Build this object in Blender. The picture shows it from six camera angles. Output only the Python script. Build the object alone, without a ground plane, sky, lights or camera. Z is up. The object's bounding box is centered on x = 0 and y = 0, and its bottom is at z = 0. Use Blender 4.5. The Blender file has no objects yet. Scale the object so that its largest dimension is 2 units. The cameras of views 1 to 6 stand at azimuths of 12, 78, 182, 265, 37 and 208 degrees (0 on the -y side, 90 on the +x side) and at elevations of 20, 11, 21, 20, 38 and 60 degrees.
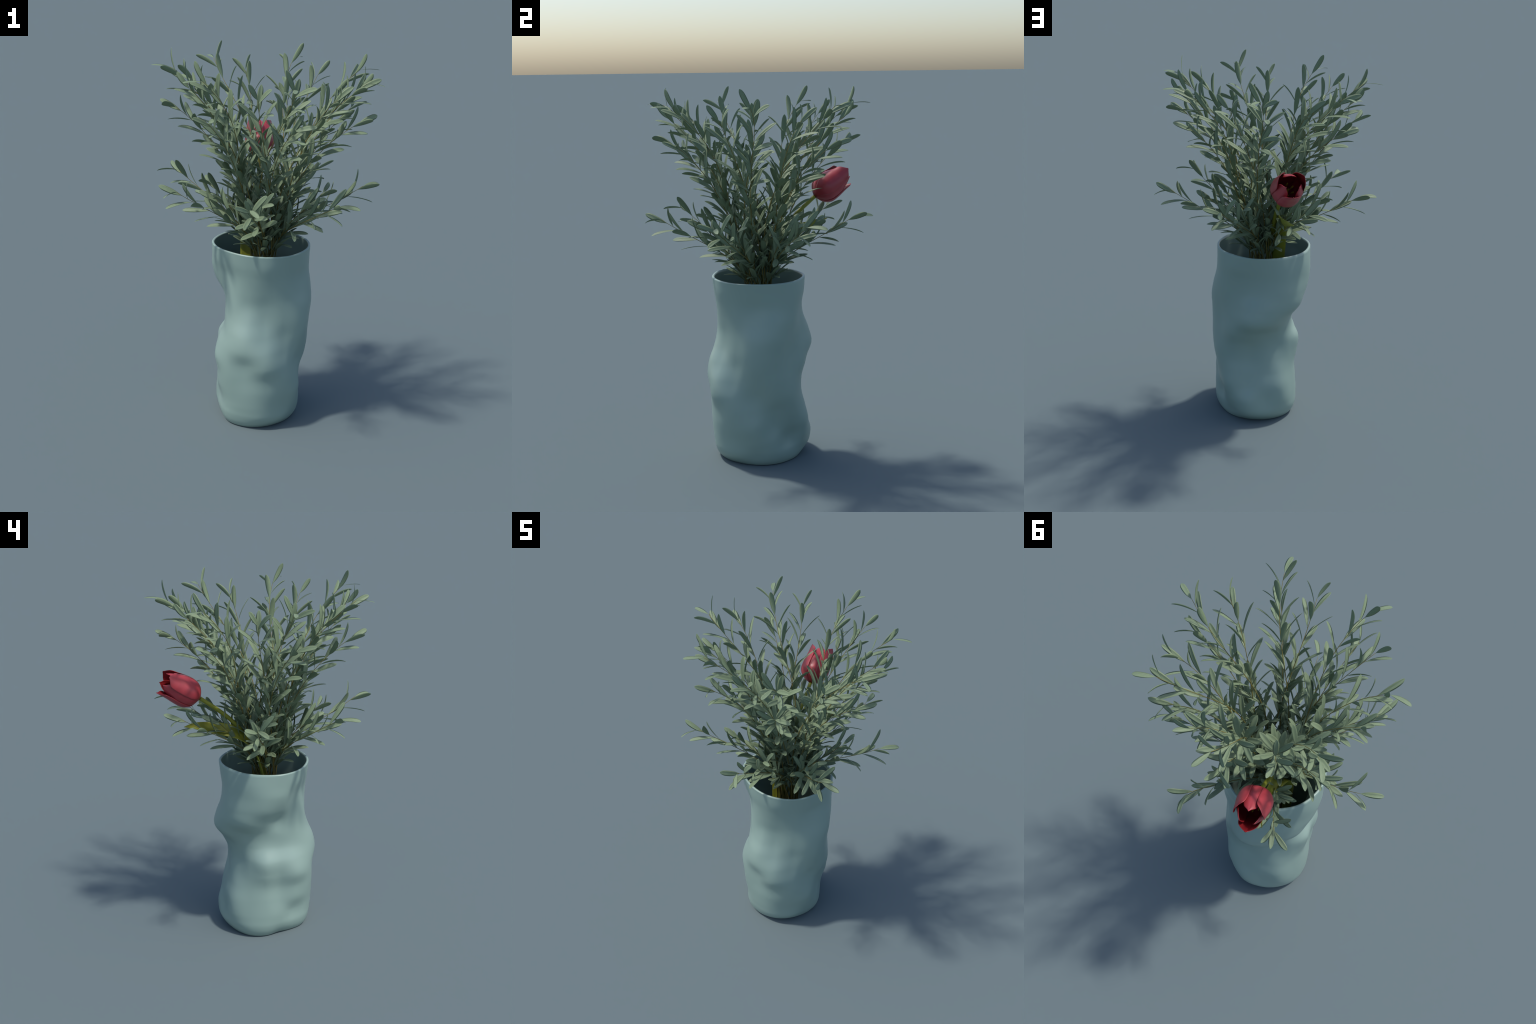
import bpy, bmesh, math, random
from mathutils import Vector, Matrix

TAU = math.tau
GOLDEN = 137.5


# ------------------------------------------------------------------ helpers
def lerp(a, b, t):
    return a + (b - a) * t


def catmull(points, t):
    """Smooth curve through control points, t in 0..1 (uniform Catmull-Rom)."""
    n = len(points) - 1
    f = min(max(t, 0.0), 1.0) * n
    i = min(int(f), n - 1)
    u = f - i
    p1, p2 = points[i], points[i + 1]
    p0 = points[i - 1] if i > 0 else p1 * 2 - p2
    p3 = points[i + 2] if i + 2 <= n else p2 * 2 - p1
    return 0.5 * ((p1 * 2) + (p2 - p0) * u + (p0 * 2 - p1 * 5 + p2 * 4 - p3) * u * u
                  + (p1 * 3 - p0 - p2 * 3 + p3) * u * u * u)


def interp(xs, ys, x):
    """Smooth 1-D interpolation (cubic Hermite with finite-difference slopes)."""
    n = len(xs)
    if x <= xs[0]:
        return ys[0]
    if x >= xs[-1]:
        return ys[-1]
    i = 0
    while x > xs[i + 1]:
        i += 1

    def slope(j):
        if j == 0:
            return (ys[1] - ys[0]) / (xs[1] - xs[0])
        if j == n - 1:
            return (ys[-1] - ys[-2]) / (xs[-1] - xs[-2])
        return (ys[j + 1] - ys[j - 1]) / (xs[j + 1] - xs[j - 1])
    h = xs[i + 1] - xs[i]
    u = (x - xs[i]) / h
    m0, m1 = slope(i) * h, slope(i + 1) * h
    return ((2 * u ** 3 - 3 * u * u + 1) * ys[i] + (u ** 3 - 2 * u * u + u) * m0
            + (-2 * u ** 3 + 3 * u * u) * ys[i + 1] + (u ** 3 - u * u) * m1)


def periodic(values, a):
    """Smooth closed interpolation of equally spaced values, a in turns."""
    n = len(values)
    f = (a % 1.0) * n
    i = int(f) % n
    u = f - int(f)
    p0, p1, p2, p3 = (values[(i + k) % n] for k in (-1, 0, 1, 2))
    return 0.5 * (2 * p1 + (p2 - p0) * u + (2 * p0 - 5 * p1 + 4 * p2 - p3) * u * u
                  + (3 * p1 - p0 - 3 * p2 + p3) * u ** 3)


def new_mesh(name, verts, faces, mats, smooth=True, mat_ids=None):
    me = bpy.data.meshes.new(name)
    me.from_pydata([tuple(v) for v in verts], [], faces)
    for m in mats:
        me.materials.append(m)
    if smooth:
        me.polygons.foreach_set("use_smooth", [True] * len(me.polygons))
    if mat_ids:
        me.polygons.foreach_set("material_index", mat_ids)
    me.update()
    return me


def add_object(name, data, parent=None, matrix=None):
    ob = bpy.data.objects.new(name, data)
    bpy.context.scene.collection.objects.link(ob)
    if parent:
        ob.parent = parent
    if matrix is not None:
        ob.matrix_local = matrix
    return ob


def tube(points, radii, sides=8, cap=True):
    """Swept round tube along a polyline; returns verts, faces."""
    verts, faces = [], []
    n = len(points)
    t0 = (points[1] - points[0]).normalized()
    side = t0.orthogonal().normalized()
    for i, p in enumerate(points):
        t = (points[min(i + 1, n - 1)] - points[max(i - 1, 0)]).normalized()
        side = (side - t * side.dot(t)).normalized()
        up = t.cross(side)
        for j in range(sides):
            a = TAU * j / sides
            verts.append(p + (side * math.cos(a) + up * math.sin(a)) * radii[i])
    for i in range(n - 1):
        for j in range(sides):
            k = (j + 1) % sides
            faces.append((i * sides + j, i * sides + k, (i + 1) * sides + k, (i + 1) * sides + j))
    if cap:
        faces.append(tuple(reversed(range(sides))))
        faces.append(tuple((n - 1) * sides + j for j in range(sides)))
    return verts, faces


# ---------------------------------------------------------------- materials
def nodes_of(name):
    m = bpy.data.materials.new(name)
    m.use_nodes = True
    nt = m.node_tree
    nt.nodes.clear()
    out = nt.nodes.new("ShaderNodeOutputMaterial")
    return m, nt, out


def mottled(nt, dark, light, scale, detail=3.0, lo=0.35, hi=0.65, coords="Object"):
    tc = nt.nodes.new("ShaderNodeTexCoord")
    nz = nt.nodes.new("ShaderNodeTexNoise")
    nz.inputs["Scale"].default_value = scale
    nz.inputs["Detail"].default_value = detail
    nt.links.new(tc.outputs[coords], nz.inputs["Vector"])
    cr = nt.nodes.new("ShaderNodeValToRGB")
    cr.color_ramp.elements[0].position = lo
    cr.color_ramp.elements[1].position = hi
    cr.color_ramp.elements[0].color = (*dark, 1)
    cr.color_ramp.elements[1].color = (*light, 1)
    nt.links.new(nz.outputs["Fac"], cr.inputs["Fac"])
    return cr.outputs["Color"]


def principled(nt, color, rough, spec=0.5):
    p = nt.nodes.new("ShaderNodeBsdfPrincipled")
    if isinstance(color, tuple):
        p.inputs["Base Color"].default_value = (*color, 1)
    else:
        nt.links.new(color, p.inputs["Base Color"])
    p.inputs["Roughness"].default_value = rough
    p.inputs["Specular IOR Level"].default_value = spec
    return p


def glaze_material():
    m, nt, out = nodes_of("celadon_glaze")
    col = mottled(nt, (0.250, 0.345, 0.305), (0.260, 0.357, 0.316), 3.0)
    p = principled(nt, col, 0.36, 0.5)
    nt.links.new(p.outputs[0], out.inputs[0])
    return m


def leaf_material(name, dark, light, rough, spec, trans, scale=9.0):
    m, nt, out = nodes_of(name)
    col = mottled(nt, dark, light, scale)
    p = principled(nt, col, rough, spec)
    tr = nt.nodes.new("ShaderNodeBsdfTranslucent")
    nt.links.new(col, tr.inputs["Color"])
    mx = nt.nodes.new("ShaderNodeMixShader")
    mx.inputs[0].default_value = trans
    nt.links.new(p.outputs[0], mx.inputs[1])
    nt.links.new(tr.outputs[0], mx.inputs[2])
    nt.links.new(mx.outputs[0], out.inputs[0])
    return m


def plain_material(name, dark, light, rough, spec=0.4, scale=20.0):
    m, nt, out = nodes_of(name)
    p = principled(nt, mottled(nt, dark, light, scale), rough, spec)
    nt.links.new(p.outputs[0], out.inputs[0])
    return m


GLAZE = glaze_material()
LEAF = leaf_material("glaucous_leaf", (0.185, 0.250, 0.150), (0.215, 0.280, 0.170), 0.55, 0.3, 0.12)
TWIG = plain_material("olive_twig", (0.15, 0.125, 0.030), (0.20, 0.16, 0.040), 0.6)
PETAL = leaf_material("red_petal_outside", (0.36, 0.038, 0.050), (0.40, 0.045, 0.058), 0.38, 0.5, 0.06, 14.0)
PETAL_IN = leaf_material("deep_red_petal_inside", (0.22, 0.010, 0.014), (0.26, 0.014, 0.018), 0.45, 0.4, 0.06, 14.0)
TULIP_GREEN = leaf_material("yellow_green_stem", (0.20, 0.215, 0.022), (0.25, 0.26, 0.03), 0.45, 0.4, 0.08, 8.0)
STAMEN = plain_material("ochre_stamen", (0.25, 0.18, 0.01), (0.32, 0.23, 0.015), 0.6)


# --------------------------------------------------------------------- vase
# Crumpled tube: outer radius of the cross-section at fifteen bearings
# (every 24 degrees from the -y side towards +x) for each height.
SECTIONS = [
    (0.00, [.273, .272, .268, .272, .277, .274, .273, .266, .262, .261, .258, .241, .215, .231, .263]),
    (0.06, [.256, .269, .268, .254, .257, .245, .252, .274, .263, .252, .240, .222, .206, .214, .244]),
    (0.14, [.262, .275, .274, .268, .252, .228, .271, .278, .250, .256, .233, .217, .207, .208, .246]),
    (0.22, [.267, .282, .288, .279, .242, .251, .282, .249, .242, .247, .223, .209, .201, .229, .258]),
    (0.30, [.267, .286, .292, .267, .249, .266, .267, .227, .218, .221, .211, .202, .195, .234, .267]),
    (0.38, [.270, .304, .283, .259, .270, .274, .249, .207, .201, .196, .204, .213, .206, .252, .270]),
    (0.46, [.288, .291, .262, .272, .280, .269, .250, .209, .193, .183, .196, .215, .207, .235, .265]),
    (0.54, [.276, .255, .245, .284, .281, .261, .268, .244, .212, .195, .183, .176, .177, .204, .249]),
    (0.62, [.244, .226, .243, .285, .285, .255, .263, .287, .267, .229, .198, .176, .175, .198, .234]),
    (0.70, [.222, .216, .240, .276, .291, .261, .249, .271, .271, .264, .251, .208, .178, .199, .228]),
    (0.78, [.224, .224, .238, .253, .281, .270, .242, .242, .252, .264, .262, .250, .224, .209, .225]),
    (0.86, [.232, .236, .239, .240, .264, .269, .247, .235, .239, .252, .257, .262, .252, .226, .227]),
    (0.93, [.243, .250, .248, .251, .263, .270, .259, .245, .240, .244, .253, .259, .258, .250, .241]),
    (1.00, [.250, .254, .261, .260, .266, .268, .256, .252, .239, .233, .242, .250, .262, .259, .249]),
]
HEIGHTS = [s[0] for s in SECTIONS]
WALL = 0.014


def vase_radius(z, turn):
    r = interp(HEIGHTS, [periodic(s[1], turn) for s in SECTIONS], z)
    k = max(0.0, 1.0 - z / 0.09)
    return r - 0.05 * k ** 2.2           # rounded foot


def build_vase():
    around, rows = 192, 120
    verts, faces = [], []

    def ring(rad, z):
        start = len(verts)
        for j in range(around):
            t = j / around
            r = rad(t)
            verts.append((r * math.sin(TAU * t), -r * math.cos(TAU * t), z))
        return start
    rings = []
    lip = WALL / 2
    foot = [0.0, 0.002, 0.005, 0.009, 0.014, 0.02, 0.027, 0.035, 0.043]
    zs = foot + [0.05 + (1.0 - lip - 0.05) * i / rows for i in range(rows + 1)]
    rings.append(ring(lambda t: vase_radius(0, t) * 0.80, 0.004))
    rings.append(ring(lambda t: vase_radius(0, t) * 0.97, 0.0005))
    for z in zs:
        rings.append(ring(lambda t: vase_radius(z, t), z))
    for i in range(1, 9):                # rounded lip
        a = math.pi * i / 9
        rings.append(ring(lambda t: vase_radius(1.0, t) - lip + lip * math.cos(a),
                          1.0 - lip + lip * math.sin(a)))
    for z in reversed(zs[6:]):           # inner wall
        rings.append(ring(lambda t: vase_radius(z, t) - WALL, z))
    rings.append(ring(lambda t: vase_radius(0.03, t) * 0.7, 0.022))
    for a, b in zip(rings, rings[1:]):
        for j in range(around):
            k = (j + 1) % around
            faces.append((a + j, a + k, b + k, b + j))
    faces.append(tuple(reversed(range(rings[0], rings[0] + around))))
    faces.append(tuple(range(rings[-1], rings[-1] + around)))
    ob = add_object("vase", new_mesh("vase", verts, faces, [GLAZE]))
    ob["label"] = "tall crumpled ceramic vase with pale blue-green glaze"
    ob["category"] = "vase"
    return ob


build_vase()

# ------------------------------------------------------------ olive foliage
# Half-width of the blade along its length (share of the greatest width).
BLADE = ([0, .04, .10, .20, .35, .50, .65, .78, .88, .95, .985, 1.0],
         [.05, .07, .22, .52, .82, .96, 1.0, .96, .80, .50, .24, .04])


def leaf_mesh(name, bow, fold, twist, side):
    """Unit leaf along +y, upper face +z; bowed, folded on its midrib."""
    cols = [-1, -.6, -.25, 0, .25, .6, 1]
    ys = [0, .04, .09, .15, .22, .30, .38, .46, .54, .62, .70, .77, .84, .90, .95, .985, 1.0]
    nc = len(cols)
    half = 0.5
    thick = 0.006
    top, bot = [], []
    for y in ys:
        w = half * interp(BLADE[0], BLADE[1], y)
        z0 = bow * (1.0 - abs((y - .55) / .55) ** 2.0 if y < .55 else 1.0 - ((y - .55) / .45) ** 2.0)
        x0 = side * 5 * math.sin(math.pi * y)
        c, s = math.cos(twist * y), math.sin(twist * y)
        for q in cols:
            x = q * w
            z = abs(q) ** 1.3 * w * .2 * fold
            top.append((x0 + x * c - z * 5 * s, y, z0 + x * .2 * s + z * c + thick / 2 * (1 - .8 * abs(q))))
            bot.append((x0 + x * c - z * 5 * s, y, z0 + x * .2 * s + z * c - thick / 2 * (1 - .8 * abs(q))))
    n = len(top)
    faces = []
    for i in range(len(ys) - 1):
        for j in range(nc - 1):
            a = i * nc + j
            faces.append((a, a + 1, a + nc + 1, a + nc))
            faces.append((n + a, n + a + nc, n + a + nc + 1, n + a + 1))
        a, b = i * nc, i * nc + nc - 1
        faces.append((a, a + nc, n + a + nc, n + a))
        faces.append((b, n + b, n + b + nc, b + nc))
    e = (len(ys) - 1) * nc
    for j in range(nc - 1):
        faces.append((j, n + j, n + j + 1, j + 1))
        faces.append((e + j, e + j + 1, n + e + j + 1, n + e + j))
    return new_mesh(name, top + bot, faces, [LEAF])


rng = random.Random(11)
LEAF_SHAPES = [leaf_mesh("leaf", rng.uniform(.035, .06), rng.uniform(.18, .34),
                         rng.uniform(-.25, .25), rng.uniform(-.02, .02)) for _ in range(6)]

AXIS = Vector((0.014, -0.0027, 0.0))      # the bunch is seven turns of one set of sprays
TURNS = 7

# Each spray: spine control points (inside the vase up to the tip), bearing of
# the tip leaf around the stem, and the points its topmost leaves reach out to
# (counted from the tip); all lower leaves follow the golden-angle spiral.
SPRAYS = [
    dict(spine=[(.043, -.040, .85), (-.126, -.173, 1.464), (.138, -.150, 1.644), (.214, -.466, 1.907)],
         first=289, leaves=31,
         reach={0: (.229, -.571, 1.908), 1: (.167, -.490, 1.998), 2: (.313, -.465, 1.921),
                3: (.169, -.513, 1.895), 4: (.212, -.381, 1.947)}),
    dict(spine=[(.053, -.029, .85), (.074, -.090, 1.328), (.000, -.237, 1.649), (.037, -.457, 1.842)],
         first=32, leaves=28,
         reach={0: (.000, -.512, 1.922), 1: (.107, -.485, 1.903), 2: (-.001, -.527, 1.837),
                3: (.033, -.381, 1.906)}),
    dict(spine=[(.031, .032, .85), (.051, -.061, 1.115), (.004, -.290, 1.168), (.034, -.512, 1.326)],
         first=230, leaves=18,
         reach={0: (.101, -.607, 1.322), 1: (-.021, -.591, 1.354), 2: (.110, -.487, 1.400),
                3: (.022, -.568, 1.242), 4: (-.001, -.470, 1.361), 5: (.114, -.468, 1.278),
                6: (-.050, -.449, 1.204)}),
    dict(spine=[(.022, -.045, .85), (.007, -.097, 1.249), (.068, -.222, 1.531), (.208, -.432, 1.706)],
         first=193, leaves=25,
         reach={0: (.321, -.449, 1.741), 1: (.224, -.519, 1.739), 2: (.244, -.387, 1.782),
                3: (.270, -.445, 1.652)}),
    dict(spine=[(.040, -.020, .85), (.034, -.070, 1.060), (-.004, -.195, 1.165), (.037, -.300, 1.275)],
         first=220, leaves=13,
         reach={0: (.116, -.340, 1.314), 1: (-.016, -.373, 1.309)}),
]
SPACING = 0.0365
OPENING = 40.0
LENGTH = 0.160
BREADTH = 0.0285
NAMED_PER_SPRAY = 8


def bezier(c, t):
    s = 1 - t
    return c[0] * s ** 3 + c[1] * (3 * s * s * t) + c[2] * (3 * s * t * t) + c[3] * t ** 3


def spray_layout(spec, seed):
    """Spine polyline and leaf placements of one spray, in bunch space."""
    r = random.Random(seed)
    c = [Vector(p) for p in spec["spine"]]
    fine = [bezier(c, i / 160) for i in range(161)]
    lead = fine[0] - (fine[1] - fine[0]).normalized() * 0.0
    foot = Vector((lead.x * .6, lead.y * .6, .06))
    below = [foot.lerp(lead, i / 6) for i in range(6)]
    arc = [0.0]
    for a, b in zip(fine, fine[1:]):
        arc.append(arc[-1] + (b - a).length)
    total = arc[-1]

    def at(s):
        s = min(max(s, 0), total)
        i = 0
        while i < 159 and arc[i + 1] < s:
            i += 1
        u = (s - arc[i]) / max(arc[i + 1] - arc[i], 1e-9)
        return fine[i].lerp(fine[i + 1], u), (fine[min(i + 2, 160)] - fine[max(i - 1, 0)]).normalized()
    leaves = []
    for i in range(spec["leaves"]):
        s = total - SPACING * i
        if s < 0.02:
            break
        p, t = at(s)
        bearing = spec["first"] + GOLDEN * i + r.uniform(-8, 8)
        opening = OPENING + r.uniform(-8, 8)
        length = LENGTH * r.uniform(.94, 1.07)
        x = t.cross(Vector((0, 0, 1))).normalized()
        up = x.cross(t)
        b = math.radians(bearing)
        out = x * math.cos(b) + up * math.sin(b)
        o = math.radians(opening)
        d = (t * math.cos(o) + out * math.sin(o)).normalized()
        if i in spec["reach"]:
            d = Vector(spec["reach"][i]) - p
            length = d.length
            d.normalize()
            o = math.acos(max(-1, min(1, d.dot(t))))
            out = (d - t * d.dot(t)).normalized()
        face = (t * math.sin(o) - out * math.cos(o)).normalized()
        cross = d.cross(face)
        wide = BREADTH * r.uniform(.94, 1.06) * min(1.0, .5 + 4 * length)
        m = Matrix((cross * wide, d * length, face * length)).transposed().to_4x4()
        m.translation = p
        leaves.append((m, r.randrange(len(LEAF_SHAPES))))
    pts = below + fine[::5]
    n = len(pts)
    radii = [lerp(.0036, .0011, (i / (n - 1)) ** 1.1) for i in range(n)]
    return pts, radii, leaves


def join_leaves(leaves):
    verts, faces = [], []
    for m, k in leaves:
        me = LEAF_SHAPES[k]
        base = len(verts)
        verts.extend(m @ v.co for v in me.vertices)
        faces.extend(tuple(base + i for i in p.vertices) for p in me.polygons)
    return new_mesh("foliage", verts, faces, [LEAF])


def build_foliage():
    bunch = add_object("olive_foliage", None, None, Matrix.Translation(AXIS + Vector((0, 0, .06))))
    bunch["label"] = "bushy bunch of grey-green olive sprays, sevenfold"
    bunch["category"] = "foliage"
    drop = Matrix.Translation((0, 0, -.06))
    for n, spec in enumerate(SPRAYS):
        pts, radii, leaves = spray_layout(spec, 100 + n)
        v, f = tube(pts, radii, 7)
        stem_me = new_mesh("branch", v, f, [TWIG])
        rest_me = join_leaves(leaves[NAMED_PER_SPRAY:])
        for k in range(TURNS):
            turn = Matrix.Rotation(TAU * k / TURNS, 4, 'Z')
            br = add_object("branch", stem_me, bunch, drop @ turn)
            for m, s in leaves[:NAMED_PER_SPRAY]:
                add_object("leaf", LEAF_SHAPES[s], br, m)
            if len(leaves) > NAMED_PER_SPRAY:
                fo = add_object("foliage", rest_me, br)
                fo["kind"] = "stuff"


build_foliage()

# -------------------------------------------------------------------- tulip
BLOOM_BASE = Vector((-.105, .345, 1.400))
BLOOM_AXIS = Vector((-.050, .190, .118)).normalized()


def petal_mesh(name, reach, tip_radius, half_angle, belly, cup):
    """Shell of one petal around +z: bearing +x, `reach` tall."""
    rows, cols = 26, 15
    verts, faces = [], []
    hs = [0, .06, .15, .28, .42, .58, .75, .90, 1.0]
    rad = [.10, .42, .76, .97, 1.0, .97, None, None, None]
    end = tip_radius / belly
    rad[8] = end
    rad[6] = lerp(.93, end, .30)
    rad[7] = lerp(.93, end, .68)
    wid = [.55, .74, .90, .99, 1.0, 1.0, .96, .78, .16]
    for i in range(rows + 1):
        h = i / rows
        h = min(h if h < .7 else .7 + .3 * (1 - max(0.0, 1 - (h - .7) / .3) ** 1.5), 1.0)
        r = belly * interp(hs, rad, h)
        w = half_angle * interp(hs, wid, h)
        for j in range(cols):
            q = 2 * j / (cols - 1) - 1
            a = w * q
            rr = r * (1 + cup * (1 - q * q) - cup)
            rib = .0016 * math.exp(-(q / .07) ** 2) * h
            sag = -.006 * q * q * h * h
            verts.append(((rr - rib) * math.cos(a), (rr - rib) * math.sin(a), reach * h + sag))
    for i in range(rows):
        for j in range(cols - 1):
            a = i * cols + j
            faces.append((a, a + 1, a + cols + 1, a + cols))
    # thickness: inner skin
    n = len(verts)
    me = bpy.data.meshes.new("tmp")
    me.from_pydata(verts, [], faces)
    me.update()
    nrm = [v.normal.copy() for v in me.vertices]
    bpy.data.meshes.remove(me)
    inner = [Vector(v) - nv * .0028 for v, nv in zip(verts, nrm)]
    mats = [0] * len(faces)
    back = [tuple(n + k for k in reversed(f)) for f in faces]
    mats += [1] * len(back)
    rim = []
    for i in range(rows):
        a, b = i * cols, i * cols + cols - 1
        rim.append((a, a + cols, n + a + cols, n + a))
        rim.append((b, n + b, n + b + cols, b + cols))
    for j in range(cols - 1):
        rim.append((j, n + j, n + j + 1, j + 1))
        e = rows * cols + j
        rim.append((e, e + 1, n + e + 1, n + e))
    mats += [1] * len(rim)
    return new_mesh(name, verts + inner, faces + back + rim, [PETAL, PETAL_IN], True, mats)


def build_tulip():
    root = add_object("tulip", None, None, Matrix.Translation((-.005, -.01, .06)))
    root["label"] = "single red tulip nodding out of the bunch"
    root["category"] = "flower"
    inv = Matrix.Translation((.005, .01, -.06))
    ctrl = [Vector(p) for p in [(-.005, -.01, .06), (-.012, -.006, .55), (-.022, .002, .90), (-.030, .028, 1.02),
                                (-.042, .070, 1.115), (-.056, .125, 1.195), (-.070, .190, 1.270),
                                (-.084, .255, 1.328), (-.096, .310, 1.372), (-.104, .343, 1.398)]]
    pts = [catmull(ctrl, i / 60) for i in range(61)]
    v, f = tube(pts, [lerp(.0125, .0108, i / 60) for i in range(61)], 16)
    add_object("stem", new_mesh("stem", v, f, [TULIP_GREEN]), root, inv)

    # broad strap leaf: spine, half width, and the side direction of the blade
    spine = [Vector(p) for p in [(-.060, .000, .45), (-.074, .012, .80), (-.080, .030, .98), (-.082, .070, 1.10),
                                 (-.084, .140, 1.178), (-.090, .220, 1.212), (-.104, .310, 1.235),
                                 (-.130, .380, 1.255), (-.170, .434, 1.265)]]
    width = [.022, .030, .036, .037, .037, .035, .029, .017, .001]
    tilt = [0, 0, 5, 20, 42, 56, 60, 60, 60]
    rows, cols = 48, 9
    verts, faces = [], []
    for i in range(rows + 1):
        t = i / rows
        p = catmull(spine, t)
        tan = (catmull(spine, min(t + .01, 1)) - catmull(spine, max(t - .01, 0))).normalized()
        k = [j / 8 for j in range(9)]
        a = math.radians(interp(k, tilt, t))
        side = Vector((math.cos(a), 0, math.sin(a)))
        side = (side - tan * side.dot(tan)).normalized()
        nor = side.cross(tan).normalized()
        w = interp(k, width, t)
        for j in range(cols):
            q = 2 * j / (cols - 1) - 1
            verts.append(p + side * (w * q) + nor * (w * .28 * abs(q) ** 1.5))
    for i in range(rows):
        for j in range(cols - 1):
            a = i * cols + j
            faces.append((a, a + 1, a + cols + 1, a + cols))
    le = add_object("tulip_leaf", new_mesh("tulip_leaf", verts, faces, [TULIP_GREEN]), root, inv)
    so = le.modifiers.new("thickness", 'SOLIDIFY')
    so.thickness = .003
    so.offset = 0

    # bloom
    z = BLOOM_AXIS
    x = z.cross(Vector((0, 0, 1))).normalized()
    y = x.cross(z)
    frame = Matrix((x, y, z)).transposed()      # columns x, up, axis
    m = frame.to_4x4()
    m.translation = BLOOM_BASE
    bloom = add_object("bloom", None, root, inv @ m)
    outer = petal_mesh("petal", .228, .074, math.radians(43), .085, .05)
    inner = petal_mesh("petal", .228, .040, math.radians(42), .078, .03)
    for a, me in ((-90, outer), (30, outer), (150, outer), (90, inner), (-30, inner), (-150, inner)):
        add_object("petal", me, bloom, Matrix.Rotation(math.radians(a), 4, 'Z'))
    # stamens and pistil
    v, f = tube([Vector((0, 0, .005)), Vector((0, 0, .05)), Vector((0, 0, .085))], [.009, .010, .008], 10)
    n = 3
    for k in range(n):
        a = TAU * k / n + .5
        d = Vector((math.cos(a), math.sin(a), 0))
        v2, f2 = tube([Vector((0, 0, .084)), Vector((0, 0, .090)) + d * .010, Vector((0, 0, .086)) + d * .017],
                      [.005, .005, .002], 8)
        o = len(v)
        v += v2
        f += [tuple(o + i for i in q) for q in f2]
    add_object("pistil", new_mesh("pistil", v, f, [STAMEN]), bloom)
    fil = [Vector((.012, 0, .01)), Vector((.022, 0, .05)), Vector((.028, 0, .085)), Vector((.032, 0, .12))]
    v, f = tube([catmull(fil, i / 12) for i in range(13)],
                [.0025] * 7 + [.0045, .0055, .0055, .005, .004, .001], 8)
    me = new_mesh("stamen", v, f, [STAMEN])
    for k in range(6):
        add_object("stamen", me, bloom, Matrix.Rotation(TAU * (k + .5) / 6, 4, 'Z'))


build_tulip()
